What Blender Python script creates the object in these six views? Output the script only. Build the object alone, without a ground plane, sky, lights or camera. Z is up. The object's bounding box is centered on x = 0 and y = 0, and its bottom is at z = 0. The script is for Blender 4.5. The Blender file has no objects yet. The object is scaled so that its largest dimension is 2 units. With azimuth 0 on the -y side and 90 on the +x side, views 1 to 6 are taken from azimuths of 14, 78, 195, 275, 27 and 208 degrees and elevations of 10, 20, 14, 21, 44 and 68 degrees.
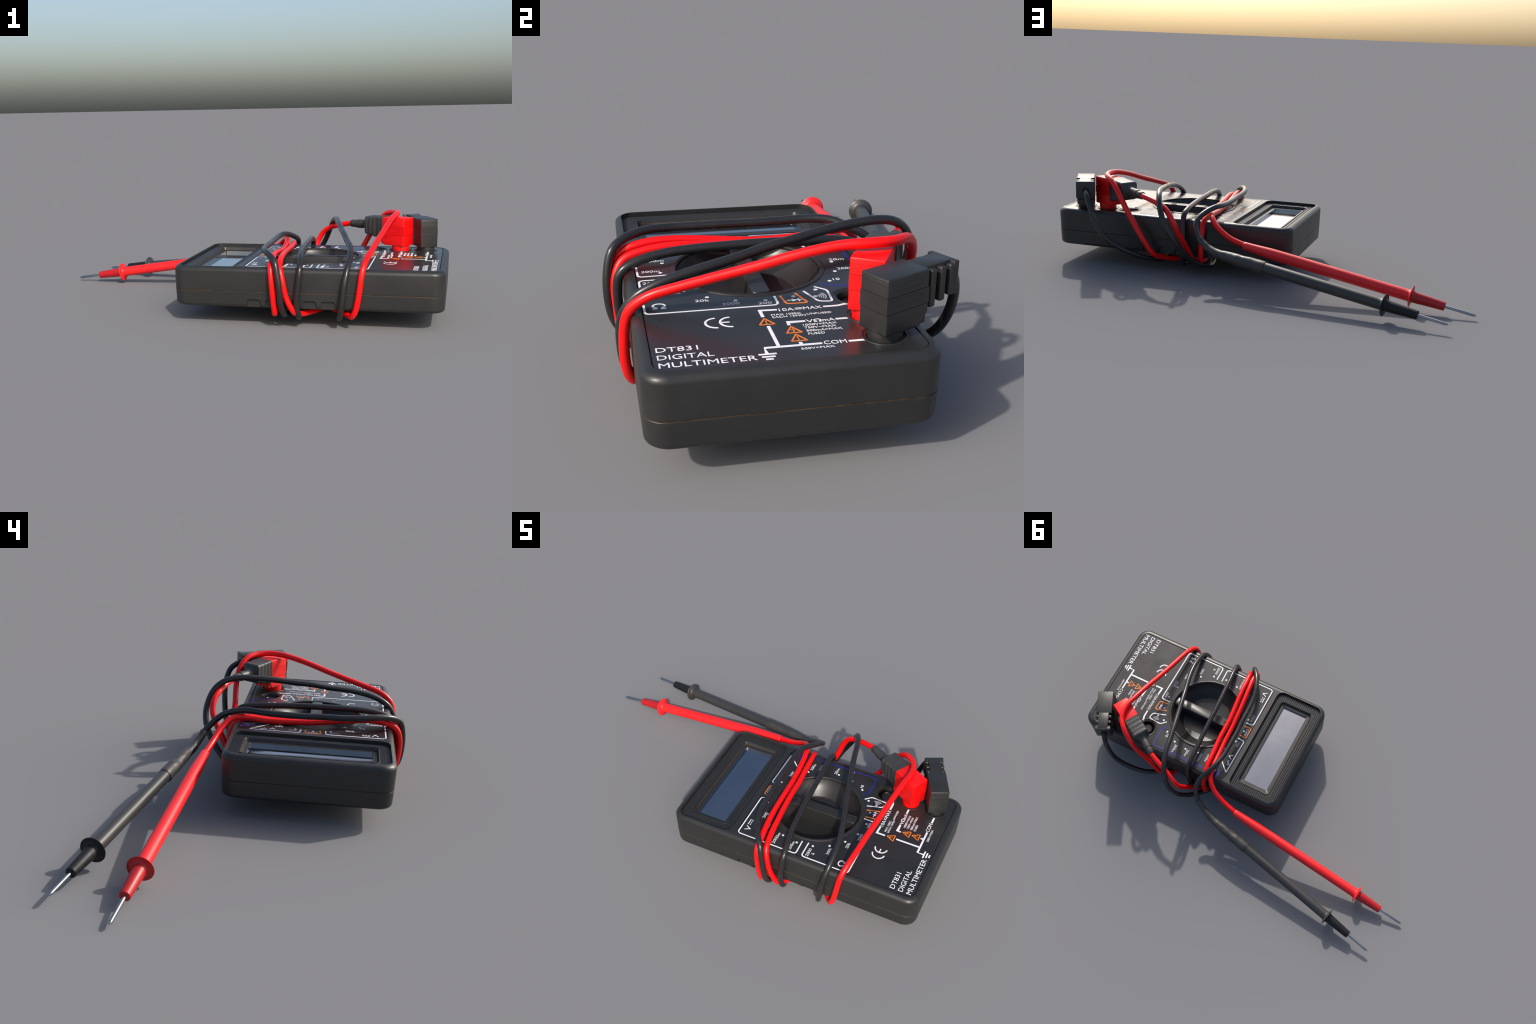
import bpy, bmesh, math, random
from mathutils import Vector, Matrix, noise

random.seed(7)
SC = bpy.context.scene.collection

# ------------------------------------------------------------------ helpers
def link(ob, parent=None):
    SC.objects.link(ob)
    if parent is not None:
        ob.parent = parent
    return ob

def empty(name, parent=None, loc=(0, 0, 0)):
    ob = bpy.data.objects.new(name, None)
    ob.empty_display_size = 0.05
    ob.location = loc
    return link(ob, parent)

def finish(me, mat, angle=35):
    if mat is not None:
        me.materials.clear()
        me.materials.append(mat)
    me.shade_smooth()
    me.set_sharp_from_angle(angle=math.radians(angle))

def mesh_obj(name, verts, faces, mat, parent=None, angle=35):
    me = bpy.data.meshes.new(name)
    me.from_pydata([tuple(v) for v in verts], [], faces)
    me.validate()
    bm = bmesh.new(); bm.from_mesh(me)
    bmesh.ops.recalc_face_normals(bm, faces=bm.faces)
    bm.to_mesh(me); bm.free()
    finish(me, mat, angle)
    return link(bpy.data.objects.new(name, me), parent)

def bm_obj(name, bm, mat, parent=None, angle=35):
    bmesh.ops.recalc_face_normals(bm, faces=bm.faces)
    me = bpy.data.meshes.new(name)
    bm.to_mesh(me); bm.free()
    finish(me, mat, angle)
    return link(bpy.data.objects.new(name, me), parent)

def bake(ob, angle=35):
    """apply the modifier stack of ob"""
    dg = bpy.context.evaluated_depsgraph_get()
    dg.update()
    me = bpy.data.meshes.new_from_object(ob.evaluated_get(dg))
    old = ob.data
    ob.modifiers.clear()
    ob.data = me
    me.name = old.name
    bpy.data.meshes.remove(old)
    me.shade_smooth()
    me.set_sharp_from_angle(angle=math.radians(angle))
    return ob

def cut(ob, cutters, angle=35):
    for c in cutters:
        m = ob.modifiers.new("cut", 'BOOLEAN')
        m.operation = 'DIFFERENCE'; m.solver = 'EXACT'; m.object = c
    bake(ob, angle)
    for c in cutters:
        me = c.data
        bpy.data.objects.remove(c)
        bpy.data.meshes.remove(me)

def bevel(ob, width, seg=2, angle=40):
    m = ob.modifiers.new("edge", 'BEVEL')
    m.width = width; m.segments = seg; m.limit_method = 'ANGLE'
    m.angle_limit = math.radians(angle)
    return bake(ob)

def rrect(x0, x1, y0, y1, r, n=8):
    pts = []
    for cx, cy, a0 in ((x1 - r, y1 - r, 0), (x0 + r, y1 - r, 90), (x0 + r, y0 + r, 180), (x1 - r, y0 + r, 270)):
        for k in range(n + 1):
            a = math.radians(a0 + 90 * k / n)
            pts.append((cx + r * math.cos(a), cy + r * math.sin(a)))
    return pts

def loft(name, rings, mat, parent=None, cap0=True, cap1=True, angle=35, closed=False):
    n = len(rings[0]); verts = [p for r in rings for p in r]; faces = []
    m = len(rings)
    for i in range(m - 1 + (1 if closed else 0)):
        a = i * n; b = ((i + 1) % m) * n
        for k in range(n):
            faces.append((a + k, a + (k + 1) % n, b + (k + 1) % n, b + k))
    if cap0 and not closed:
        faces.append(tuple(reversed(range(n))))
    if cap1 and not closed:
        faces.append(tuple(range((m - 1) * n, m * n)))
    return mesh_obj(name, verts, faces, mat, parent, angle)

def prism(name, outline, z0, z1, mat=None, parent=None, angle=35):
    return loft(name, [[(x, y, z0) for x, y in outline], [(x, y, z1) for x, y in outline]], mat, parent, angle=angle)

def circle(cx, cy, r, n=64):
    return [(cx + r * math.cos(2 * math.pi * k / n), cy + r * math.sin(2 * math.pi * k / n)) for k in range(n)]

def lathe(name, prof, mat, parent=None, at=(0, 0, 0), axis=(0, 0, 1), n=64, angle=35):
    """prof: list of (radius, height along axis)"""
    ax = Vector(axis).normalized()
    rot = Vector((0, 0, 1)).rotation_difference(ax).to_matrix()
    o = Vector(at); verts = []; faces = []; rows = []
    for r, h in prof:
        if r < 1e-6:
            rows.append([len(verts)]); verts.append(o + rot @ Vector((0, 0, h)))
        else:
            row = []
            for k in range(n):
                a = 2 * math.pi * k / n
                row.append(len(verts)); verts.append(o + rot @ Vector((r * math.cos(a), r * math.sin(a), h)))
            rows.append(row)
    for a, b in zip(rows[:-1], rows[1:]):
        for k in range(n):
            k2 = (k + 1) % n
            if len(a) == 1 and len(b) == 1: continue
            if len(a) == 1: faces.append((a[0], b[k], b[k2]))
            elif len(b) == 1: faces.append((a[k], a[k2], b[0]))
            else: faces.append((a[k], a[k2], b[k2], b[k]))
    return mesh_obj(name, verts, faces, mat, parent, angle)

def catmull(P, n=8):
    P = [Vector(p) for p in P]
    Q = [2 * P[0] - P[1]] + P + [2 * P[-1] - P[-2]]
    out = []
    for i in range(len(P) - 1):
        a, b, c, d = Q[i:i + 4]
        for k in range(n):
            t = k / n
            out.append(0.5 * (2 * b + (c - a) * t + (2 * a - 5 * b + 4 * c - d) * t * t + (3 * b - a - 3 * c + d) * t ** 3))
    return out + [P[-1]]

def smooth_path(P, it=2):
    for _ in range(it):
        P = [P[0]] + [(P[i - 1] + 2 * P[i] + P[i + 1]) / 4 for i in range(1, len(P) - 1)] + [P[-1]]
    return P

def sweep(name, path, radius, mat, parent=None, n=16, wrinkle=0.0):
    """tube along path; radius a number or a function of 0..1"""
    path = [Vector(p) for p in path]
    L = [0.0]
    for a, b in zip(path[:-1], path[1:]): L.append(L[-1] + (b - a).length)
    T = []
    for i in range(len(path)):
        a = path[max(i - 1, 0)]; b = path[min(i + 1, len(path) - 1)]
        T.append((b - a).normalized())
    N = T[0].orthogonal().normalized(); rings = []
    for i, p in enumerate(path):
        N = (N - T[i] * N.dot(T[i])).normalized(); B = T[i].cross(N)
        t = L[i] / L[-1]; r = radius(t) if callable(radius) else radius
        ring = []
        for k in range(n):
            a = 2 * math.pi * k / n
            d = N * math.cos(a) + B * math.sin(a)
            rr = r
            if wrinkle:
                q = p + d * r
                rr += wrinkle * noise.noise(Vector((q.x * 38, q.y * 38, q.z * 38)))
            ring.append(p + d * rr)
        rings.append(ring)
    return loft(name, rings, mat, parent, angle=50)

def box(bm, x0, x1, y0, y1, z0, z1, M=None):
    vs = [bm.verts.new((x, y, z)) for z in (z0, z1) for x, y in ((x0, y0), (x1, y0), (x1, y1), (x0, y1))]
    for f in ((3, 2, 1, 0), (4, 5, 6, 7), (0, 1, 5, 4), (1, 2, 6, 5), (2, 3, 7, 6), (3, 0, 4, 7)):
        bm.faces.new([vs[i] for i in f])
    if M is not None:
        for v in vs: v.co = M @ v.co
    return vs

# ---------------------------------------------------------------- materials
def new_mat(name):
    m = bpy.data.materials.new(name); m.use_nodes = True
    nt = m.node_tree; b = nt.nodes["Principled BSDF"]
    return m, nt, b

def plastic(name, col, col2=None, rough=0.4, rough_var=0.08, bump=0.02, scale=9.0, grain=160.0, spec=0.5, metallic=0.0, coat=0.0,
            soft_edge=0.0, speck=None, scratch=0.0):
    m, nt, b = new_mat(name)
    L = nt.links
    tc = nt.nodes.new("ShaderNodeTexCoord")
    n1 = nt.nodes.new("ShaderNodeTexNoise"); n1.inputs["Scale"].default_value = scale
    n1.inputs["Detail"].default_value = 6; n1.inputs["Roughness"].default_value = 0.65
    L.new(tc.outputs["Object"], n1.inputs["Vector"])
    ramp = nt.nodes.new("ShaderNodeValToRGB")
    c2 = col2 or tuple(c * 0.82 for c in col)
    ramp.color_ramp.elements[0].position = 0.35; ramp.color_ramp.elements[0].color = (*c2, 1)
    ramp.color_ramp.elements[1].position = 0.62; ramp.color_ramp.elements[1].color = (*col, 1)
    L.new(n1.outputs["Fac"], ramp.inputs["Fac"])
    out = ramp.outputs["Color"]
    if speck:
        v = nt.nodes.new("ShaderNodeTexNoise"); v.inputs["Scale"].default_value = 170; v.inputs["Detail"].default_value = 3
        L.new(tc.outputs["Object"], v.inputs["Vector"])
        sr = nt.nodes.new("ShaderNodeMapRange"); sr.inputs["From Min"].default_value = 0.69; sr.inputs["From Max"].default_value = 0.78
        L.new(v.outputs["Fac"], sr.inputs["Value"])
        mx = nt.nodes.new("ShaderNodeMix"); mx.data_type = 'RGBA'
        L.new(sr.outputs["Result"], mx.inputs["Factor"]); L.new(out, mx.inputs["A"])
        mx.inputs["B"].default_value = (*speck, 1)
        out = mx.outputs["Result"]
    L.new(out, b.inputs["Base Color"])
    g = nt.nodes.new("ShaderNodeTexNoise"); g.inputs["Scale"].default_value = grain; g.inputs["Detail"].default_value = 2
    L.new(tc.outputs["Object"], g.inputs["Vector"])
    mr = nt.nodes.new("ShaderNodeMapRange")
    mr.inputs["From Min"].default_value = 0.3; mr.inputs["From Max"].default_value = 0.7
    mr.inputs["To Min"].default_value = rough - rough_var; mr.inputs["To Max"].default_value = rough + rough_var
    L.new(n1.outputs["Fac"], mr.inputs["Value"]); L.new(mr.outputs["Result"], b.inputs["Roughness"])
    bp = nt.nodes.new("ShaderNodeBump"); bp.inputs["Strength"].default_value = bump; bp.inputs["Distance"].default_value = 0.004
    L.new(g.outputs["Fac"], bp.inputs["Height"])
    if soft_edge:
        bv = nt.nodes.new("ShaderNodeBevel"); bv.samples = 4; bv.inputs["Radius"].default_value = soft_edge
        L.new(bv.outputs["Normal"], bp.inputs["Normal"])
    L.new(bp.outputs["Normal"], b.inputs["Normal"])
    b.inputs["Specular IOR Level"].default_value = spec
    b.inputs["Metallic"].default_value = metallic
    b.inputs["Coat Weight"].default_value = coat
    return m

CASE = plastic("case_plastic", (0.0225, 0.0221, 0.0217), (0.0198, 0.0195, 0.0192), rough=0.40, rough_var=0.05, bump=0.012, grain=260, soft_edge=0.0016)
LABEL = plastic("label_film", (0.024, 0.024, 0.0245), (0.019, 0.019, 0.0195), rough=0.30, rough_var=0.05, bump=0.004, grain=200, speck=(0.040, 0.039, 0.037))
DIRT = plastic("crevice_dirt", (0.090, 0.052, 0.027), (0.030, 0.019, 0.011), rough=0.75, scale=30, spec=0.2)
DARK = plastic("dark_recess", (0.010, 0.010, 0.010), rough=0.6)
KNOB = plastic("knob_plastic", (0.022, 0.0213, 0.0203), (0.018, 0.0174, 0.0167), rough=0.34, rough_var=0.06, bump=0.01, grain=220, soft_edge=0.0008)
BLACKWIRE = plastic("black_insulation", (0.020, 0.020, 0.0205), (0.017, 0.017, 0.0175), rough=0.27, rough_var=0.05, bump=0.003)
REDWIRE = plastic("red_insulation", (0.84, 0.0045, 0.0055), (0.78, 0.004, 0.005), rough=0.32, rough_var=0.05, bump=0.003, spec=0.42)
REDPLUG = plastic("red_plug_plastic", (0.84, 0.0040, 0.0050), (0.80, 0.0036, 0.0046), rough=0.42, bump=0.006, spec=0.42)
BLACKPLUG = plastic("black_plug_plastic", (0.024, 0.0236, 0.0232), (0.020, 0.0197, 0.0194), rough=0.40, bump=0.03)
REDHANDLE = plastic("red_handle_plastic", (0.86, 0.014, 0.016), (0.82, 0.012, 0.014), rough=0.43, rough_var=0.04, bump=0.004)
REDNOSE = plastic("dark_red_nose_plastic", (0.50, 0.008, 0.010), (0.42, 0.006, 0.008), rough=0.42, speck=(0.10, 0.01, 0.01))
BLACKHANDLE = plastic("black_handle_plastic", (0.040, 0.0385, 0.037), (0.034, 0.033, 0.032), rough=0.40, rough_var=0.05, bump=0.004)
BLACKNOSE = plastic("black_nose_plastic", (0.010, 0.010, 0.0105), (0.008, 0.008, 0.0084), rough=0.5, spec=0.35)
TAPE = plastic("matt_black_tape", (0.045, 0.0425, 0.040), (0.034, 0.032, 0.030), rough=0.48, rough_var=0.1, bump=0.08, grain=45, scale=22)
STEEL = plastic("needle_steel", (0.40, 0.41, 0.42), (0.32, 0.33, 0.34), rough=0.26, rough_var=0.06, metallic=1.0)
LCD = plastic("display_glass", (0.40, 0.40, 0.41), (0.35, 0.355, 0.37), rough=0.09, rough_var=0.04, bump=0.0, scale=6, metallic=1.0)
WHITE = plastic("white_print", (0.84, 0.84, 0.86), (0.74, 0.74, 0.78), rough=0.35, scale=16)
ORANGE = plastic("orange_print", (0.80, 0.22, 0.02), (0.66, 0.16, 0.015), rough=0.35, scale=16)
BLUE = plastic("blue_print", (0.018, 0.020, 0.36), (0.012, 0.014, 0.26), rough=0.35, scale=16)
GREYPRINT = plastic("faded_print", (0.52, 0.52, 0.59), (0.38, 0.38, 0.45), rough=0.35, scale=30)
METAL = plastic("socket_metal", (0.20, 0.20, 0.20), (0.10, 0.10, 0.10), rough=0.3, metallic=0.8)

# ------------------------------------------------------------------- frame
X0, X1 = -0.1625, 1.0            # case length
Y0, Y1 = -0.5005, 0.1510          # case width
ZB, ZS, ZR = 0.082, 0.1525, 0.2574   # bottom, seam, rim top
ZP = 0.2562                     # label surface
YM = -0.1745                    # middle line
DX, DY = 0.418, -0.175          # dial centre
JACKS = [(0.664, 0.0405), (0.779, 0.0405), (0.894, 0.0405)]
JR = 0.051

meter = empty("digital_multimeter")
meter["label"] = "black digital multimeter wrapped in its red and black test leads"
meter["category"] = "multimeter"

# -------------------------------------------------------------------- case
def body_ring(inset, z, r=0.056):
    return [(x, y, z) for x, y in rrect(X0 + inset, X1 - inset, Y0 + inset, Y1 - inset, max(r - inset * 0.6, 0.02), 10)]

rings = [body_ring(0.0030, ZS + 0.0008), body_ring(0.0018, ZS + 0.0024)]
rings.append(body_ring(0.0, 0.236))
for k in range(1, 9):
    a = math.radians(90 * k / 8)
    rings.append(body_ring(0.024 * (1 - math.cos(a)), 0.236 + (ZR - 0.236) * math.sin(a)))
upper = loft("upper_case", rings, CASE, meter)

LX0, LX1, LY0, LY1 = 0.1525, 0.9715, -0.4705, 0.1215    # label outline
PX0, PX1, PY0, PY1 = -0.138, 0.1235, -0.482, 0.133      # bezel pocket
WX0, WX1, WY0, WY1 = -0.096, 0.087, -0.436, 0.087       # window
cutters = [prism("c", rrect(LX0 - .0028, LX1 + .0028, LY0 - .0028, LY1 + .0028, 0.034), 0.2505, 0.30),
           prism("c", rrect(PX0, PX1, PY0, PY1, 0.036), 0.2410, 0.30),
           prism("c", rrect(WX0, WX1, WY0, WY1, 0.018), 0.2080, 0.30),
           prism("c", circle(DX, DY, 0.2015, 96), 0.180, 0.30)]
for jx, jy in JACKS:
    cutters.append(prism("c", circle(jx, jy, 0.0465, 48), 0.215, 0.30))
cut(upper, cutters)

rings = []
for k in range(8, 0, -1):
    a = math.radians(90 * k / 8)
    rings.append(body_ring(0.0035 + 0.016 * (1 - math.cos(a)), ZB + 0.016 - 0.016 * math.sin(a), 0.058))
rings += [body_ring(0.0035, ZB + 0.016, 0.058), body_ring(0.0018, ZS - 0.0024), body_ring(0.0030, ZS - 0.0008)]
lower = loft("lower_case", rings, CASE, meter)
# finger notches along both lower edges
cutters = []
for k in range(5):
    xa = 0.170 + 0.0797 * k
    for side in (0, 1):
        bm = bmesh.new()
        if side == 0: box(bm, xa, xa + 0.062, Y0 - 0.02, Y0 + 0.012, 0.03, 0.119)
        else: box(bm, xa, xa + 0.062, Y1 - 0.012, Y1 + 0.02, 0.03, 0.119)
        bmesh.ops.bevel(bm, geom=[e for e in bm.edges if abs(e.verts[0].co.y - e.verts[1].co.y) > 0.01],
                        offset=0.012, segments=4, affect='EDGES', profile=0.5)
        cutters.append(bm_obj("c", bm, None))
cut(lower, cutters)
# brown line of dirt packed into the seam
loft("seam_line", [body_ring(0.0034, ZS - 0.0013), body_ring(0.0019, ZS - 0.0007), body_ring(0.0019, ZS + 0.0007), body_ring(0.0034, ZS + 0.0013)], DIRT, meter)

# ------------------------------------------------------------------- label
label = prism("front_label", rrect(LX0, LX1, LY0, LY1, 0.031), 0.2503, ZP, LABEL, meter)
cut(label, [prism("c", circle(DX, DY, 0.2000, 96), 0.2, 0.3)] + [prism("c", circle(x, y, 0.0475, 48), 0.2, 0.3) for x, y in JACKS])
prism("label_groove", rrect(LX0 - .0026, LX1 + .0026, LY0 - .0026, LY1 + .0026, 0.0335), 0.2496, 0.2516, DIRT, meter)
cut(bpy.data.objects["label_groove"], [prism("c", circle(DX, DY, 0.2015, 96), 0.2, 0.3)] + [prism("c", circle(x, y, 0.0475, 48), 0.2, 0.3) for x, y in JACKS])

# ----------------------------------------------------------------- display
display = empty("display", meter)
frame_rings = []
def fr(inset, z, r): return [(x, y, z) for x, y in rrect(WX0 + inset, WX1 - inset, WY0 + inset, WY1 - inset, max(r, 0.004), 8)]
loft("window_frame", [fr(-0.0030, 0.2405, 0.0210), fr(-0.0030, 0.2442, 0.0210), fr(-0.0015, 0.2452, 0.0195), fr(0.0008, 0.2446, 0.0175), fr(0.0022, 0.2425, 0.0165),
                      fr(0.0042, 0.2325, 0.0150), fr(0.0052, 0.2310, 0.0142), fr(0.0210, 0.2304, 0.004), fr(0.0224, 0.2292, 0.004),
                      fr(0.0224, 0.2275, 0.004), fr(-0.0003, 0.2265, 0.018)], CASE, display, closed=True)
loft("crevice_dirt_line", [fr(0.0034, 0.2337, 0.0152), fr(0.0047, 0.2325, 0.0147), fr(0.0064, 0.2312, 0.0140), fr(0.0050, 0.2300, 0.0143)], DIRT, display, closed=True)
loft("screen_edge", [fr(0.0216, 0.2294, 0.004), fr(0.0226, 0.2290, 0.004), fr(0.0226, 0.2180, 0.004)], LCD, display, cap0=False, cap1=False)
prism("screen_glass", rrect(WX0 + 0.019, WX1 - 0.019, WY0 + 0.019, WY1 - 0.019, 0.004), 0.2140, 0.2185, LCD, display)
# ridges of the bezel, all running across the meter
verts = []; faces = []
pitch = 0.0109; nr = int((PX1 - PX0 - 0.004) / pitch)
def ridge(xc, ya, yb):
    if yb - ya < 0.006: return
    prof = [(-0.0042, 0.2406), (-0.0030, 0.2428), (-0.0012, 0.2440), (0.0012, 0.2440), (0.0030, 0.2428), (0.0042, 0.2406)]
    base = len(verts); n = len(prof); st = 2
    for y in (ya, yb):
        for dx, z in prof: verts.append((xc + dx, y, z))
    for k in range(n - 1): faces.append((base + k, base + k + 1, base + n + k + 1, base + n + k))
    faces.append(tuple(range(base, base + n))); faces.append(tuple(range(base + 2 * n - 1, base + n - 1, -1)))
for i in range(nr + 1):
    xc = PX0 + 0.0065 + i * (PX1 - PX0 - 0.013) / nr
    d = min(xc - PX0, PX1 - xc); r = 0.036
    e = r - math.sqrt(max(r * r - (r - d) ** 2, 0)) if d < r else 0
    ya, yb = PY0 + 0.002 + e, PY1 - 0.002 - e
    if WX0 - 0.006 < xc < WX1 + 0.006:
        ridge(xc, ya, WY0 - 0.003); ridge(xc, WY1 + 0.003, yb)
    else:
        ridge(xc, ya, yb)
rd = mesh_obj("bezel_ridges", verts, faces, CASE, display, 60)
rd["kind"] = "stuff"

# -------------------------------------------------------------------- dial
dial = empty("rotary_dial", meter, (0, 0, 0))
lathe("dial_ring", [(0.2035, 0.2555), (0.2030, 0.2580), (0.2005, 0.2598), (0.1965, 0.2602), (0.1925, 0.2590), (0.1905, 0.2565), (0.1900, 0.2300), (0.2010, 0.2300), (0.2010, 0.2555), (0.2035, 0.2555)],
      CASE, dial, (DX, DY, 0), n=128)
lathe("dial_bowl", [(0.1885, 0.1872), (0.1885, 0.2495), (0.1878, 0.2520), (0.1864, 0.2515), (0.1842, 0.2472), (0.1785, 0.2370), (0.1680, 0.2235), (0.1520, 0.2075), (0.1350, 0.1920), (0.1315, 0.1890), (0.1285, 0.1880), (0, 0.1880)],
      KNOB, dial, (DX, DY, 0), n=128, angle=30)
lathe("dial_gap", [(0.1903, 0.20), (0.1903, 0.2480), (0.1884, 0.2480), (0.1884, 0.20)], DARK, dial, (DX, DY, 0), n=96)
lathe("dirt_ring", [(0.2034, 0.2561), (0.2048, 0.2564), (0.2052, 0.2561)], DIRT, dial, (DX, DY, 0), n=96)
lathe("dirt_ring", [(0.1330, 0.1893), (0.1318, 0.1896), (0.1306, 0.1887)], DIRT, dial, (DX, DY, 0), n=96)
# grip bar: higher long half, lower pointer end with a round dimple
def bar_outline(xa, xb, hw, ra, rb, n=6):
    pts = []
    for cx, sx, r in ((xb, 1, rb), (xa, -1, ra)):
        q = []
        for k in range(n + 1):
            a = math.radians(90 * k / n)
            q.append((cx + sx * (-r + r * math.sin(a)), hw - r + r * math.cos(a)))
        if sx > 0: pts += q + [(x, -y) for x, y in reversed(q)]
        else: pts += [(x, -y) for x, y in q] + [(x, y) for x, y in reversed(q)]
    return [(DX + x, DY + y) for x, y in pts]
def bar(name, xa, xb, ra, rb, top, parent):
    R = []
    for hw_add, z in ((0.009, 0.186), (0.0005, top - 0.004), (-0.0005, top - 0.0012), (-0.002, top)):
        R.append([(x, y, z) for x, y in bar_outline(xa - hw_add * 0.3, xb + hw_add * 0.3, 0.0235 + hw_add, ra, rb)])
    return loft(name, R, KNOB, parent, angle=40)
bar("grip_bar", -0.058, 0.184, 0.003, 0.013, 0.2585, dial)
tip = bar("pointer_bar", -0.183, -0.0575, 0.010, 0.002, 0.2555, dial)
cut(tip, [prism("c", circle(DX - 0.122, DY - 0.001, 0.0095, 24), 0.2515, 0.28)])

# ------------------------------------------------------------------- jacks
for i, (jx, jy) in enumerate(JACKS):
    jack = empty("jack_socket", meter)
    lathe("socket_ring", [(0.0475, 0.252), (0.0530, 0.2555), (0.0528, 0.2573), (0.0512, 0.2583), (0.0490, 0.2580), (0.0470, 0.2562), (0.0440, 0.2552), (0.0405, 0.2547), (0.0395, 0.253), (0.0395, 0.2155), (0.0464, 0.2155), (0.0464, 0.252), (0.0475, 0.252)],
          CASE, jack, (jx, jy, 0), n=64)
    lathe("socket_well", [(0.0398, 0.250), (0.0392, 0.2165), (0, 0.2165)], DARK, jack, (jx, jy, 0), n=48)
    lathe("socket_pin", [(0.0255, 0.217), (0.0255, 0.2400), (0.0242, 0.2422), (0.021, 0.2422), (0.019, 0.2402), (0, 0.2392)],
          METAL if i else KNOB, jack, (jx, jy, 0), n=48)

# ------------------------------------------------------------------- print
ZT = ZP + 0.0004
def to_world(u, v, z=ZT):
    """reading direction of the label runs along +y, letters stand up towards -x"""
    return (v, u, z)

def ribbon(name, pts, w, mat, fillet=0.010, z=ZT, closed=False):
    """printed line through label points (x, y) with rounded corners"""
    P = [Vector((p[0], p[1])) for p in pts]; Q = []
    for i, p in enumerate(P):
        if 0 < i < len(P) - 1 and fillet > 0:
            a = (P[i - 1] - p); b = (P[i + 1] - p)
            f = min(fillet, a.length * 0.45, b.length * 0.45)
            s = p + a.normalized() * f; e = p + b.normalized() * f
            for k in range(6):
                t = k / 5; Q.append((1 - t) ** 2 * s + 2 * t * (1 - t) * p + t * t * e)
        else: Q.append(p)
    verts = []; faces = []
    for i, p in enumerate(Q):
        t = (Q[min(i + 1, len(Q) - 1)] - Q[max(i - 1, 0)]).normalized()
        nrm = Vector((-t.y, t.x))
        k = 1.0
        if 0 < i < len(Q) - 1:
            t0 = (Q[i] - Q[i - 1]).normalized(); k = 1.0 / max(0.6, abs(t0.dot(t)))
        for s in (-1, 1):
            q = p + nrm * s * w / 2 * k
            for zz in (z - 0.0010, z): verts.append((q.x, q.y, zz))
    for i in range(len(Q) - 1):
        a = i * 4; b = a + 4
        faces += [(a + 1, a + 3, b + 3, b + 1), (a, a + 1, b + 1, b), (a + 3, a + 2, b + 2, b + 3)]
    faces += [(0, 2, 3, 1), tuple(len(verts) + k for k in (-4, -3, -1, -2))]
    faces[-1] = (len(verts) - 4, len(verts) - 3, len(verts) - 1, len(verts) - 2)
    return mesh_obj(name, verts, faces, mat, meter)

def flat(name, outline, mat, z=ZT):
    return prism(name, outline, z - 0.0010, z, mat, meter)

def text(s, base_x, y0, y1, cap, mat=WHITE, bold=0.0, name="printed_text"):
    cu = bpy.data.curves.new(name, 'FONT')
    cu.body = s; cu.extrude = 0.01; cu.offset = bold; cu.resolution_u = 3
    ob = bpy.data.objects.new(name, cu); SC.objects.link(ob)
    dg = bpy.context.evaluated_depsgraph_get(); dg.update()
    me = bpy.data.meshes.new_from_object(ob.evaluated_get(dg))
    bpy.data.objects.remove(ob); bpy.data.curves.remove(cu)
    xs = [v.co.x for v in me.vertices]; ys = [v.co.y for v in me.vertices]
    xa, xb, yb = min(xs), max(xs), max(ys)
    cap_h = 0.73
    for v in me.vertices:
        u = y0 + (v.co.x - xa) / (xb - xa) * (y1 - y0)
        h = v.co.y / cap_h * cap
        v.co = (base_x - h, u, ZT if v.co.z > 0 else ZT - 0.001)
    me.name = name
    me.materials.clear(); me.materials.append(mat)
    return link(bpy.data.objects.new(name, me), meter)

def omega(base_x, y0, y1, h, w, name="printed_text"):
    c = (y0 + y1) / 2; r = (y1 - y0) / 2 * 0.88
    pts = [(base_x - w / 2, y0), (base_x - w / 2, c - r * 0.42)]
    for k in range(19):
        a = math.radians(-62 - 296 * k / 18 + 0)
        a = math.radians(242 - (242 + 62) * k / 18)
        pts.append((base_x - h * 0.56 - math.sin(a) * (h * 0.44 - w / 2), c + math.cos(a) * r))
    pts += [(base_x - w / 2, c + r * 0.42), (base_x - w / 2, y1)]
    return ribbon(name, pts, w, WHITE, fillet=0)

def dc_sign(x_top, x_bot, y0, y1, w):
    ribbon("printed_symbol", [(x_top, y0), (x_top, y1)], w, WHITE, 0)
    L = (y1 - y0)
    for k in range(3):
        a = y0 + L * (k * 0.38)
        ribbon("printed_symbol", [(x_bot, a), (x_bot, a + L * 0.24)], w, WHITE, 0)

# dots at the twenty dial positions
for k in range(20):
    a = math.radians(18 * k)
    flat("position_dot", circle(DX + 0.232 * math.cos(a), DY + 0.232 * math.sin(a), 0.0052, 16), GREYPRINT if k in (0, 1, 6, 19, 9, 11) else WHITE)

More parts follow.
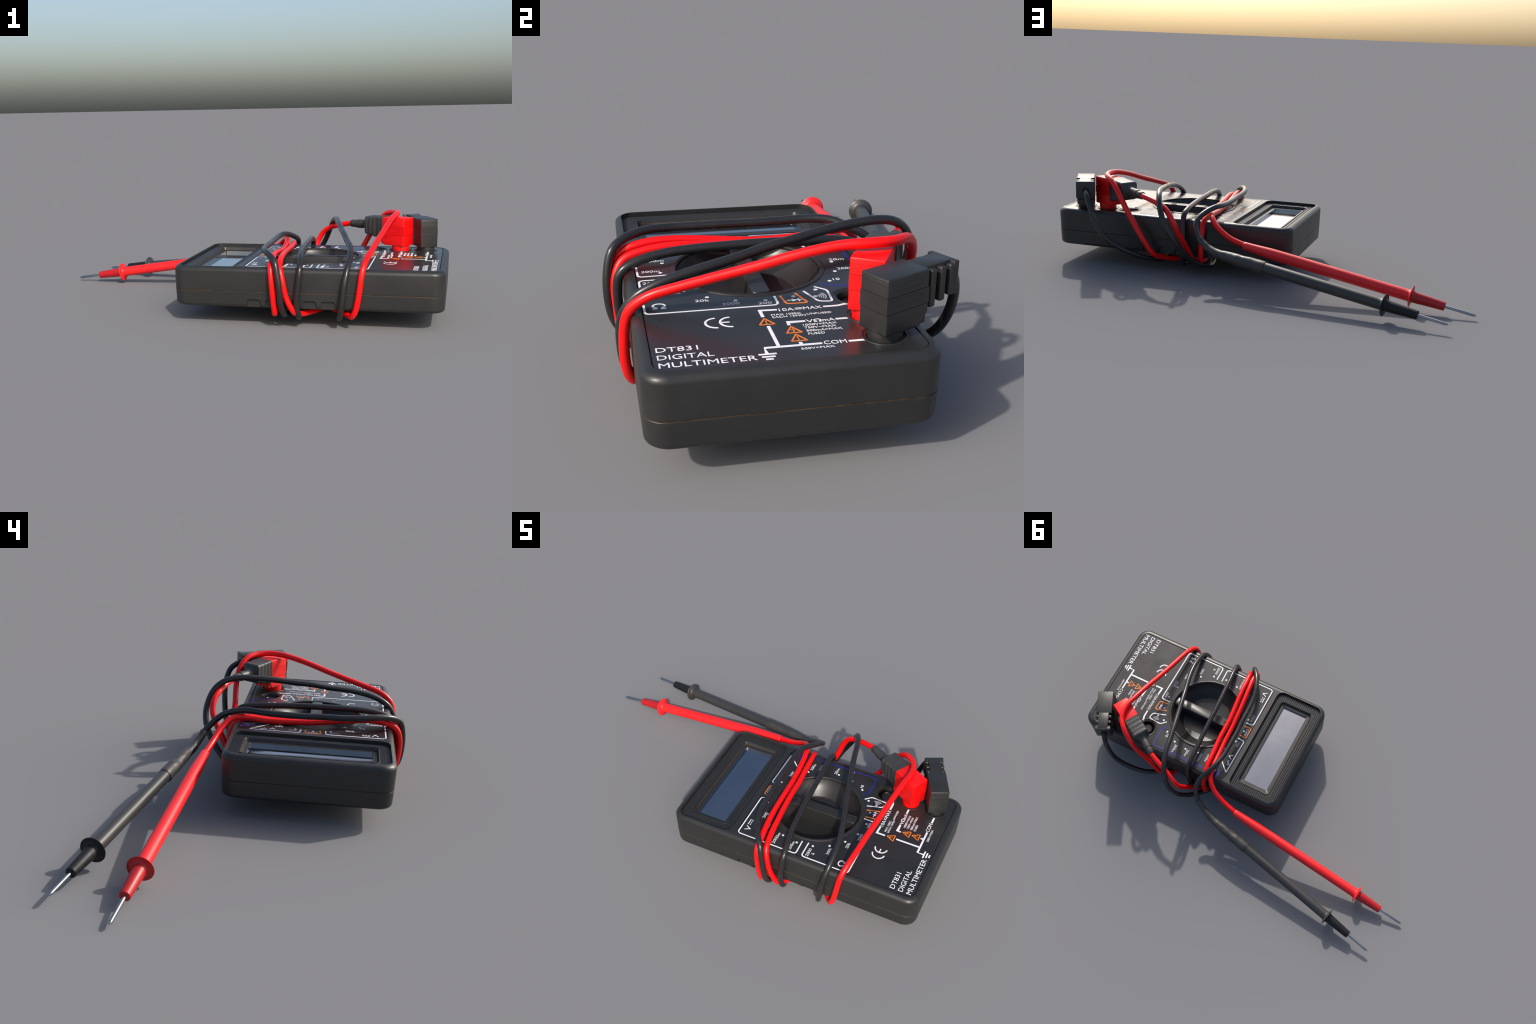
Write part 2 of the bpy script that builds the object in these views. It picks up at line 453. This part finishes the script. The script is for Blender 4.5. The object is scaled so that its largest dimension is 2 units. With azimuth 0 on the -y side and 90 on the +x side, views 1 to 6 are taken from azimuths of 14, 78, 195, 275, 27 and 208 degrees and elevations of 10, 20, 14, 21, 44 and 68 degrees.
N = 0.0145   # height of the range numbers
text("200", 0.672, -0.196, -0.163, N, GREYPRINT); text("2000", 0.662, -0.282, -0.240, N, GREYPRINT); text("20k", 0.631, -0.343, -0.309, N)
text("200k", 0.571, -0.412, -0.371, N); text("2000", 0.494, -0.458, -0.412, N); text("k", 0.514, -0.438, -0.428, N)
text("200m", 0.411, -0.456, -0.408, N); text("2000m", 0.333, -0.456, -0.390, N); text("20", 0.270, -0.385, -0.362, N, GREYPRINT)
text("200", 0.229, -0.341, -0.306, N); text("1000", 0.187, -0.283, -0.241, N, GREYPRINT); text("OFF", 0.1785, -0.196, -0.152, N)
text("750", 0.187, -0.110, -0.077, N, GREYPRINT); text("200", 0.225, -0.052, -0.017, N); text("200u", 0.295, 0.028, 0.073, N)
text("2000u", 0.332, 0.040, 0.093, N, GREYPRINT); text("20m", 0.408, 0.054, 0.096, N); text("200m", 0.479, 0.057, 0.105, N)
text("10", 0.552, 0.024, 0.042, N)
# range frames
FW = 0.0056
ribbon("printed_frame", [(0.437, -0.389), (0.440, -0.4665), (0.1585, -0.4665), (0.1575, -0.227), (0.198, -0.226)], FW, WHITE, 0.014)
ribbon("printed_frame", [(0.466, -0.386), (0.467, -0.4665), (0.6825, -0.4665), (0.6825, -0.1500), (0.629, -0.1490)], FW, WHITE, 0.014)
ribbon("printed_frame", [(0.630, -0.135), (0.681, -0.130), (0.682, -0.077), (0.619, -0.095)], FW, ORANGE, 0.010)
ribbon("printed_frame", [(0.610, -0.071), (0.679, -0.050), (0.685, -0.017), (0.613, -0.011), (0.586, -0.037)], FW, WHITE, 0.010)
ribbon("printed_frame", [(0.196, -0.2035), (0.1590, -0.207), (0.1590, -0.143), (0.196, -0.1460)], FW, ORANGE, 0.010)
ribbon("printed_frame", [(0.234, 0.007), (0.1600, 0.080), (0.1575, -0.122), (0.196, -0.126)], FW, WHITE, 0.008)
ribbon("printed_frame", [(0.569, -0.017), (0.590, 0.018), (0.588, 0.1110), (0.184, 0.1110), (0.246, 0.032)], 0.0046, BLUE, 0.008)
# unit marks
text("V", 0.202, -0.439, -0.411, 0.027); dc_sign(0.178, 0.188, -0.404, -0.372, 0.0040)
text("V", 0.192, -0.027, 0.003, 0.022)
ribbon("printed_symbol", [(0.176 + 0.0055 * math.sin(2 * math.pi * k / 12), 0.012 + 0.026 * k / 12) for k in range(13)], 0.0042, WHITE, 0)
text("A", 0.232, 0.062, 0.082, 0.020); dc_sign(0.216, 0.224, 0.084, 0.104, 0.0034)
omega(0.657, -0.4475, -0.4145, 0.034, 0.0052)
# diode mark
dcx, dcy = 0.661, -0.105
flat("printed_symbol", [(dcx - 0.008, dcy - 0.007), (dcx, dcy + 0.009), (dcx + 0.008, dcy - 0.007)], WHITE)
ribbon("printed_symbol", [(dcx - 0.009, dcy + 0.010), (dcx + 0.009, dcy + 0.010)], 0.0034, WHITE, 0)
ribbon("printed_symbol", [(dcx, dcy - 0.019), (dcx, dcy + 0.019)], 0.0034, WHITE, 0, z=ZT + 0.0002)
# buzzer mark: a dot with four arcs
bx, by = 0.648, -0.050
flat("printed_symbol", circle(bx, by, 0.0055, 16), WHITE)
for k in range(4):
    r = 0.010 + 0.0055 * k
    ribbon("printed_symbol", [(bx - r * math.sin(math.radians(a)), by + r * math.cos(math.radians(a))) for a in range(-40, 41, 10)], 0.0026, WHITE, 0)
# conformity mark
for cy in (-0.311, -0.277):
    ribbon("printed_symbol", [(0.760 - 0.0265 * math.sin(math.radians(a)), cy + 0.0265 * math.cos(math.radians(a))) for a in range(92, 269, 11)], 0.0056, WHITE, 0)
ribbon("printed_symbol", [(0.760, -0.302), (0.760, -0.282)], 0.0052, WHITE, 0)
# name block
text("DT831", 0.887, -0.460, -0.370, 0.0225)
text("DIGITAL", 0.923, -0.460, -0.341, 0.0225)
text("MULTIMETER", 0.9595, -0.460, -0.256, 0.0235)
# jack legend
TW = 0.0080
ribbon("printed_line", [(0.748, -0.202), (0.7095, -0.202), (0.7115, -0.161)], TW, WHITE, 0.0)
text("10A", 0.722, -0.157, -0.121, 0.0170); text("MAX", 0.722, -0.098, -0.053, 0.0170); 
ribbon("printed_symbol", [(0.7105, -0.118), (0.7105, -0.101)], 0.003, WHITE, 0); ribbon("printed_symbol", [(0.7170, -0.118), (0.7170, -0.101)], 0.003, WHITE, 0)
ribbon("printed_line", [(0.7135, -0.049), (0.7135, -0.012), (0.706, 0.010)], TW, WHITE, 0.004)
flat("printed_symbol", circle(0.706, 0.010, 0.0058, 16), WHITE, z=ZT + 0.0002)
text("MAX 10SEC", 0.7445, -0.181, -0.110, 0.0095); text("EACH 15MIN", 0.7575, -0.181, -0.102, 0.0095); text("UNFUSED", 0.7530, -0.098, -0.039, 0.0095)
ribbon("printed_line", [(0.803, -0.153), (0.787, -0.153), (0.787, -0.112)], TW, WHITE, 0.0)
text("V", 0.796, -0.110, -0.093, 0.0165); omega(0.796, -0.092, -0.074, 0.0165, 0.0032); text("mA", 0.796, -0.072, -0.043, 0.0165)
ribbon("printed_line", [(0.7885, -0.040), (0.7885, -0.008)], TW, WHITE, 0)
for s, bx_, ye in (("1000V=MAX", 0.8125, -0.043), ("750V~MAX", 0.8275, -0.049), ("500mA=MAX", 0.8435, -0.039), ("FUSED", 0.8600, -0.084)):
    text(s, bx_, -0.122, ye, 0.0105)
ribbon("printed_line", [(0.799, -0.2005), (0.904, -0.2005)], TW, WHITE, 0)
ribbon("printed_line", [(0.9075, -0.105), (0.9075, -0.2320), (0.934, -0.2320)], TW, WHITE, 0, z=ZT + 0.0002)
ribbon("printed_line", [(0.893, -0.150), (0.905, -0.150)], TW, WHITE, 0)
text("COM", 0.9145, -0.101, -0.050, 0.0180)
ribbon("printed_line", [(0.9075, -0.045), (0.9075, -0.009)], TW, WHITE, 0)
text("500V=MAX", 0.9300, -0.156, -0.082, 0.0100)
for x, ya, yb in ((0.9370, -0.251, -0.212), (0.9490, -0.246, -0.217), (0.9605, -0.2395, -0.2235)):
    ribbon("printed_line", [(x, ya), (x, yb)], 0.0064, WHITE, 0)
# warning triangles with a mark inside
for ax, ay, kind in ((0.7545, -0.2005, "!"), (0.8085, -0.1505, "z"), (0.8505, -0.1495, "!")):
    h, hw = 0.0375, 0.0195
    tri = [(ax + 0.002, ay), (ax + h - 0.002, ay + hw - 0.002), (ax + h - 0.002, ay - hw + 0.002)]
    for k in range(3):
        ribbon("warning_triangle", [tri[k], tri[(k + 1) % 3]], 0.0040, ORANGE, 0, z=ZT + 0.0001 * k)
    if kind == "!":
        flat("warning_triangle", [(ax + 0.014, ay - 0.0022), (ax + 0.014, ay + 0.0022), (ax + 0.025, ay + 0.0008), (ax + 0.025, ay - 0.0008)], ORANGE)
        flat("warning_triangle", circle(ax + 0.0295, ay, 0.0022, 10), ORANGE)
    else:
        ribbon("warning_triangle", [(ax + 0.013, ay + 0.002), (ax + 0.021, ay - 0.0035), (ax + 0.021, ay + 0.0035), (ax + 0.031, ay - 0.001)], 0.0030, ORANGE, 0)

# -------------------------------------------------------------- test leads
red_lead = empty("test_lead", meter)
black_lead = empty("test_lead", meter)

def plug(lead, front, d, mat, z0, z1, full_tail):
    """banana plug head; local x runs backwards from the front face, y across"""
    d = Vector((d[0], d[1], 0)).normalized(); w = Vector((d.y, -d.x, 0))
    M = Matrix(((d.x, w.x, 0, front[0]), (d.y, w.y, 0, front[1]), (0, 0, 1, 0), (0, 0, 0, 1)))
    hw = 0.0412
    g1 = z0 + (z1 - z0) * 0.385; g2 = z0 + (z1 - z0) * 0.680; gap = 0.0006
    bm = bmesh.new()
    prof = [(0, z0), (0.110, z0), (0.112, z0 + 0.018), (0.130, z0 + 0.027), (0.130, g1 - gap), (0, g1 - gap)]
    va = [bm.verts.new((x, -hw, z)) for x, z in prof]; vb = [bm.verts.new((x, hw, z)) for x, z in prof]
    bm.faces.new(va); bm.faces.new(list(reversed(vb)))
    for k in range(len(prof)):
        k2 = (k + 1) % len(prof); bm.faces.new((va[k], vb[k], vb[k2], va[k2]))
    box(bm, 0, 0.130, -hw, hw, g1 + gap, g2 - gap)
    box(bm, 0, 0.128, -hw, hw, g2 + gap, z1)
    joint = lambda e: all(min(abs(v.co.z - q) for q in (g1 - gap, g1 + gap, g2 - gap, g2 + gap)) < 1e-5 for v in e.verts)
    bmesh.ops.bevel(bm, geom=[e for e in bm.edges if not joint(e)], offset=0.0036, segments=3, affect='EDGES', profile=0.5)
    box(bm, 0.003, 0.125, -hw + 0.003, hw - 0.003, z0 + 0.004, z1 - 0.004)
    bm.transform(M)
    body = bm_obj("plug_body", bm, mat, lead)
    # moulded grip loops on both flanks and lines on the front
    bm = bmesh.new()
    for zc in ((g1 + g2) / 2 + 0.004, (g2 + z1) / 2 - 0.002):
        for s in (-1, 1):
            for zz in (zc - 0.008, zc + 0.008):
                box(bm, 0.018, 0.104, s * hw - 0.0007, s * hw + 0.0007, zz - 0.0009, zz + 0.0009)
            box(bm, 0.104, 0.1058, s * hw - 0.0007, s * hw + 0.0007, zc - 0.0085, zc + 0.0085)
        box(bm, -0.0007, 0.001, -hw + 0.004, hw - 0.004, zc + 0.007, zc + 0.0088)
    bm.transform(M)
    bm_obj("grip_lines", bm, mat, lead)
    c = M @ Vector((0.0415, 0, 0))
    lathe("plug_collar", [(0.0385, 0.243), (0.0395, 0.247), (0.0395, z0 - 0.004), (0.0385, z0 + 0.004), (0, z0 + 0.004)], mat, lead, (c.x, c.y, 0), n=48)
    lathe("plug_base", [(0.0395, 0.2400), (0, 0.2400), (0, 0.2440), (0.0385, 0.2440)], mat, lead, (c.x, c.y, 0), n=48)
    # ribbed tail
    bm = bmesh.new()
    tw, tz = (0.0270, 0.0005) if full_tail else (0.020, 0.020)
    box(bm, 0.120, 0.218, -tw, tw, z1 - 0.080, z1 - tz)
    bmesh.ops.bevel(bm, geom=list(bm.edges), offset=0.002, segments=2, affect='EDGES', profile=0.5)
    bm.transform(M); bm_obj("plug_tail", bm, mat, lead)
    if full_tail:
        for xa, zl in ((0.1355, z1 - 0.096), (0.1665, z1 - 0.088), (0.1965, z1 - 0.081)):
            for s in (-1, 1):
                bm = bmesh.new()
                box(bm, xa, xa + 0.0178, min(s * 0.020, s * 0.0415), max(s * 0.020, s * 0.0415), zl, z1 - 0.006)
                bmesh.ops.bevel(bm, geom=list(bm.edges), offset=0.0050, segments=3, affect='EDGES', profile=0.5)
                bm.transform(M); bm_obj("tail_rib", bm, mat, lead)
        bm = bmesh.new()
        box(bm, 0.2085, 0.2245, -0.0415, 0.0415, z1 - 0.080, z1 - 0.0008)
        bmesh.ops.bevel(bm, geom=list(bm.edges), offset=0.003, segments=2, affect='EDGES', profile=0.5)
        bm.transform(M); bm_obj("end_plate", bm, mat, lead)
    return M

plug(black_lead, (0.9115, 0.0045), (-0.434, 0.901), BLACKPLUG, 0.2755, 0.4060, True)
MR = plug(red_lead, (0.8155, 0.0210), (-0.862, 0.507), REDPLUG, 0.2795, 0.4080, False)
lathe("wire_grommet", [(0.0145, -0.004), (0.0165, 0.0), (0.0160, 0.003), (0.0130, 0.0035), (0.0130, -0.004)], DARK, black_lead,
      (0.8115, 0.2080, 0.3600), (-0.434, 0.901, 0), n=24)

# tape wound over the red plug's tail, then the sleeve over the wire
def tape_section(x, hw, za, zb, r, n=6):
    cz = (za + zb) / 2; hz = (zb - za) / 2
    return [MR @ Vector((x, p[0], cz + p[1])) for p in rrect(-hw, hw, -hz, hz, min(r, hw * 0.999, hz * 0.999), n)]
R = [tape_section(0.1170, 0.0415, 0.305, 0.4075, 0.006)]
for k in range(29):
    t = k / 28; x = 0.1185 + 0.1005 * t
    rip = 0.0009 * math.cos(2 * math.pi * t * 4.2)
    R.append(tape_section(x, 0.0432 + rip - 0.0015 * t, 0.3035 + 0.019 * t - rip, 0.4098 - 0.006 * t + rip * 0.4, 0.008 + 0.004 * t))
R += [tape_section(0.2235, 0.0375, 0.326, 0.399, 0.016), tape_section(0.2260, 0.0330, 0.330, 0.395, 0.020),
      tape_section(0.2310, 0.0270, 0.336, 0.388, 0.024), tape_section(0.2400, 0.0225, 0.340, 0.384, 0.0215), tape_section(0.2520, 0.0205, 0.341, 0.382, 0.020)]
tape = loft("tape_wrap", R, TAPE, red_lead, angle=50)
for v in tape.data.vertices:
    q = v.co * 34
    v.co += v.normal * 0.0016 * noise.noise(q)
ds = Vector((-0.862, 0.507, 0)).normalized()
s0 = MR @ Vector((0.2500, 0, 0.3615)); s1 = Vector((0.5330, 0.1930, 0.3585))
axs = (s1 - s0); Ls = axs.length
lathe("wire_sleeve", [(0.0200, 0), (0.0208, 0.010), (0.0212, 0.030), (0.0205, Ls * 0.54), (0.0172, Ls * 0.57), (0.0178, Ls * 0.62), (0.0178, Ls - 0.002), (0.0168, Ls), (0.0110, Ls)],
      TAPE, red_lead, s0, axs, n=32)

# ------------------------------------------------- wires wound round the case
WR = 0.0128
red_path = (
    # from the sleeve over the far edge and down
    [(0.556, 0.181, 0.360), (0.535, 0.194, 0.359), (0.477, 0.219, 0.348), (0.422, 0.239, 0.332), (0.381, 0.257, 0.304), (0.354, 0.259, 0.258), (0.340, 0.242, 0.212), (0.323, 0.217, 0.167), (0.311, 0.190, 0.121), (0.294, 0.166, 0.074)]
    # under the case
    + [(0.275, 0.120, 0.067), (0.330, -0.050, 0.0675), (0.450, -0.280, 0.0675), (0.555, -0.415, 0.064), (0.601, -0.470, 0.059)]
    # up the near side, across to the plug, round it and down
    + [(0.622, -0.497, 0.061), (0.640, -0.513, 0.100), (0.654, -0.517, 0.178), (0.664, -0.506, 0.255), (0.677, -0.459, 0.298), (0.690, -0.383, 0.323), (0.703, -0.296, 0.347), (0.719, -0.207, 0.372), (0.735, -0.119, 0.399), (0.750, -0.030, 0.420), (0.763, 0.044, 0.427), (0.750, 0.108, 0.424), (0.705, 0.159, 0.413), (0.657, 0.189, 0.366), (0.618, 0.196, 0.300), (0.576, 0.192, 0.225), (0.527, 0.196, 0.152), (0.488, 0.176, 0.086), (0.455, 0.128, 0.062), (0.410, 0.085, 0.051)]
    + [(0.370, 0.030, 0.0520), (0.430, -0.130, 0.0675), (0.490, -0.280, 0.066), (0.460, -0.390, 0.060)]
    # up the near side, second strand over the top, down the far side
    + [(0.402, -0.470, 0.058), (0.374, -0.509, 0.076), (0.344, -0.520, 0.141), (0.330, -0.521, 0.212), (0.315, -0.497, 0.262), (0.306, -0.433, 0.282), (0.299, -0.354, 0.287), (0.289, -0.267, 0.282), (0.281, -0.175, 0.277), (0.279, -0.084, 0.276), (0.271, 0.003, 0.274), (0.264, 0.081, 0.272), (0.254, 0.140, 0.254), (0.252, 0.168, 0.199), (0.255, 0.168, 0.134), (0.256, 0.162, 0.080)]
    + [(0.258, 0.130, 0.067), (0.270, -0.050, 0.0675), (0.280, -0.300, 0.0675), (0.291, -0.480, 0.062)]
    # last strand over the top to the probe
    + [(0.295, -0.514, 0.074), (0.291, -0.528, 0.142), (0.286, -0.529, 0.210), (0.279, -0.511, 0.263), (0.279, -0.466, 0.287), (0.270, -0.400, 0.295), (0.261, -0.322, 0.291), (0.254, -0.240, 0.282), (0.249, -0.160, 0.273), (0.246, -0.079, 0.270), (0.239, 0.006, 0.272), (0.230, 0.086, 0.280), (0.211, 0.152, 0.281), (0.170, 0.194, 0.246), (0.103, 0.218, 0.207), (0.021, 0.235, 0.185), (0.000, 0.238, 0.180)])
black_path = (
    # from the plug down the far side
    [(0.824, 0.196, 0.362), (0.811, 0.211, 0.361), (0.783, 0.245, 0.337), (0.757, 0.262, 0.281), (0.735, 0.262, 0.224), (0.699, 0.254, 0.168), (0.654, 0.241, 0.129), (0.595, 0.219, 0.096), (0.545, 0.180, 0.069), (0.495, 0.130, 0.049)]
    + [(0.465, 0.060, 0.044), (0.480, -0.100, 0.043), (0.530, -0.300, 0.043), (0.560, -0.455, 0.046)]
    # first strand
    + [(0.568, -0.499, 0.053), (0.575, -0.513, 0.080), (0.583, -0.521, 0.133), (0.592, -0.519, 0.206), (0.601, -0.490, 0.263), (0.604, -0.433, 0.297), (0.597, -0.365, 0.317), (0.583, -0.296, 0.330), (0.562, -0.224, 0.340), (0.541, -0.151, 0.354), (0.520, -0.073, 0.363), (0.498, 0.006, 0.374), (0.478, 0.086, 0.381), (0.461, 0.162, 0.383), (0.438, 0.226, 0.368), (0.415, 0.271, 0.325), (0.383, 0.292, 0.254), (0.345, 0.281, 0.190), (0.312, 0.243, 0.126), (0.278, 0.188, 0.070), (0.239, 0.130, 0.046)]
    + [(0.243, 0.060, 0.027), (0.268, -0.040, 0.0145), (0.310, -0.200, 0.031), (0.360, -0.360, 0.043), (0.388, -0.455, 0.047)]
    # second strand
    + [(0.395, -0.498, 0.053), (0.389, -0.512, 0.113), (0.397, -0.519, 0.189), (0.403, -0.511, 0.255), (0.397, -0.462, 0.285), (0.386, -0.392, 0.299), (0.379, -0.313, 0.304), (0.372, -0.229, 0.305), (0.367, -0.144, 0.305), (0.362, -0.059, 0.303), (0.356, 0.022, 0.300), (0.350, 0.094, 0.295), (0.348, 0.148, 0.276), (0.343, 0.172, 0.214), (0.336, 0.178, 0.141), (0.345, 0.172, 0.075)]
    + [(0.350, 0.130, 0.044), (0.340, -0.050, 0.043), (0.325, -0.300, 0.043), (0.333, -0.450, 0.050)]
    # third strand to the probe
    + [(0.334, -0.506, 0.064), (0.326, -0.533, 0.104), (0.323, -0.543, 0.167), (0.313, -0.540, 0.233), (0.300, -0.524, 0.288), (0.268, -0.483, 0.311), (0.237, -0.424, 0.318), (0.217, -0.357, 0.315), (0.210, -0.283, 0.313), (0.208, -0.206, 0.313), (0.203, -0.127, 0.311), (0.202, -0.049, 0.312), (0.203, 0.027, 0.314), (0.218, 0.095, 0.315), (0.244, 0.151, 0.299), (0.261, 0.203, 0.274), (0.253, 0.244, 0.238), (0.217, 0.278, 0.201), (0.190, 0.288, 0.182)])
sweep("wire", smooth_path(catmull(red_path, 7)), WR, REDWIRE, red_lead)
sweep("wire", smooth_path(catmull(black_path, 7)), WR, BLACKWIRE, black_lead)

# ------------------------------------------------------------------ probes
def probe(lead, a, b, s_guard, s_nose, neck, handle_mat, nose_mat):
    a = Vector(a); b = Vector(b); ax = b - a; L = ax.length; g = s_guard
    lathe("probe_handle", neck + [(0.0252, g - 0.40), (0.0248, g - 0.030), (0.0250, g - 0.014), (0.0262, g - 0.010), (0.0300, g - 0.0072), (0.0380, g - 0.0035), (0.0462, g - 0.0008), (0.0468, g)],
          handle_mat, lead, a, ax, n=40, angle=50)
    lathe("probe_nose", [(0.0468, g), (0.0464, g + 0.0010), (0.0380, g + 0.0022), (0.0280, g + 0.0045), (0.0250, g + 0.0080), (0.0242, g + 0.0140), (0.0186, s_nose - 0.003), (0.0180, s_nose - 0.0008), (0.0165, s_nose), (0, s_nose)],
          nose_mat, lead, a, ax, n=40, angle=50)
    lathe("probe_needle", [(0, s_nose - 0.02), (0.0066, s_nose - 0.02), (0.0066, L - 0.018), (0.0056, L - 0.011), (0.0024, L - 0.003), (0.0002, L)], STEEL, lead, a, ax, n=20, angle=30)

probe(red_lead, (0.0300, 0.2355, 0.1840), (-1.0, 0.3395, 0.0150), 0.7720, 0.9160,
      [(0.0120, 0.0), (0.0165, 0.0), (0.0180, 0.002), (0.0185, 0.010), (0.0194, 0.040), (0.0222, 0.090), (0.0244, 0.130), (0.0252, 0.170)], REDHANDLE, REDNOSE)
probe(black_lead, (-0.0972, 0.3658, 0.1300), (-0.9018, 0.5513, 0.0335), 0.5620, 0.7040,
      [(0.0100, -0.05), (0.0246, -0.045), (0.0250, 0.0)], BLACKHANDLE, BLACKNOSE)
sleeve_path = smooth_path(catmull([(0.226, 0.272, 0.208), (0.194, 0.287, 0.183), (0.152, 0.303, 0.163), (0.103, 0.319, 0.153), (0.052, 0.332, 0.147), (0.000, 0.344, 0.141), (-0.052, 0.3555, 0.1355), (-0.107, 0.3680, 0.1288)], 10))
def sleeve_r(t):
    pts = [(0, 0.0140), (0.03, 0.0152), (0.2, 0.0168), (0.4, 0.0205), (0.55, 0.0244), (0.75, 0.0272), (0.985, 0.0284), (1.0, 0.0276)]
    for (a, ra), (b, rb) in zip(pts[:-1], pts[1:]):
        if t <= b: return ra + (rb - ra) * (t - a) / (b - a)
    return pts[-1][1]
sweep("heat_shrink_sleeve", sleeve_path, sleeve_r, TAPE, black_lead, n=28, wrinkle=0.0022)
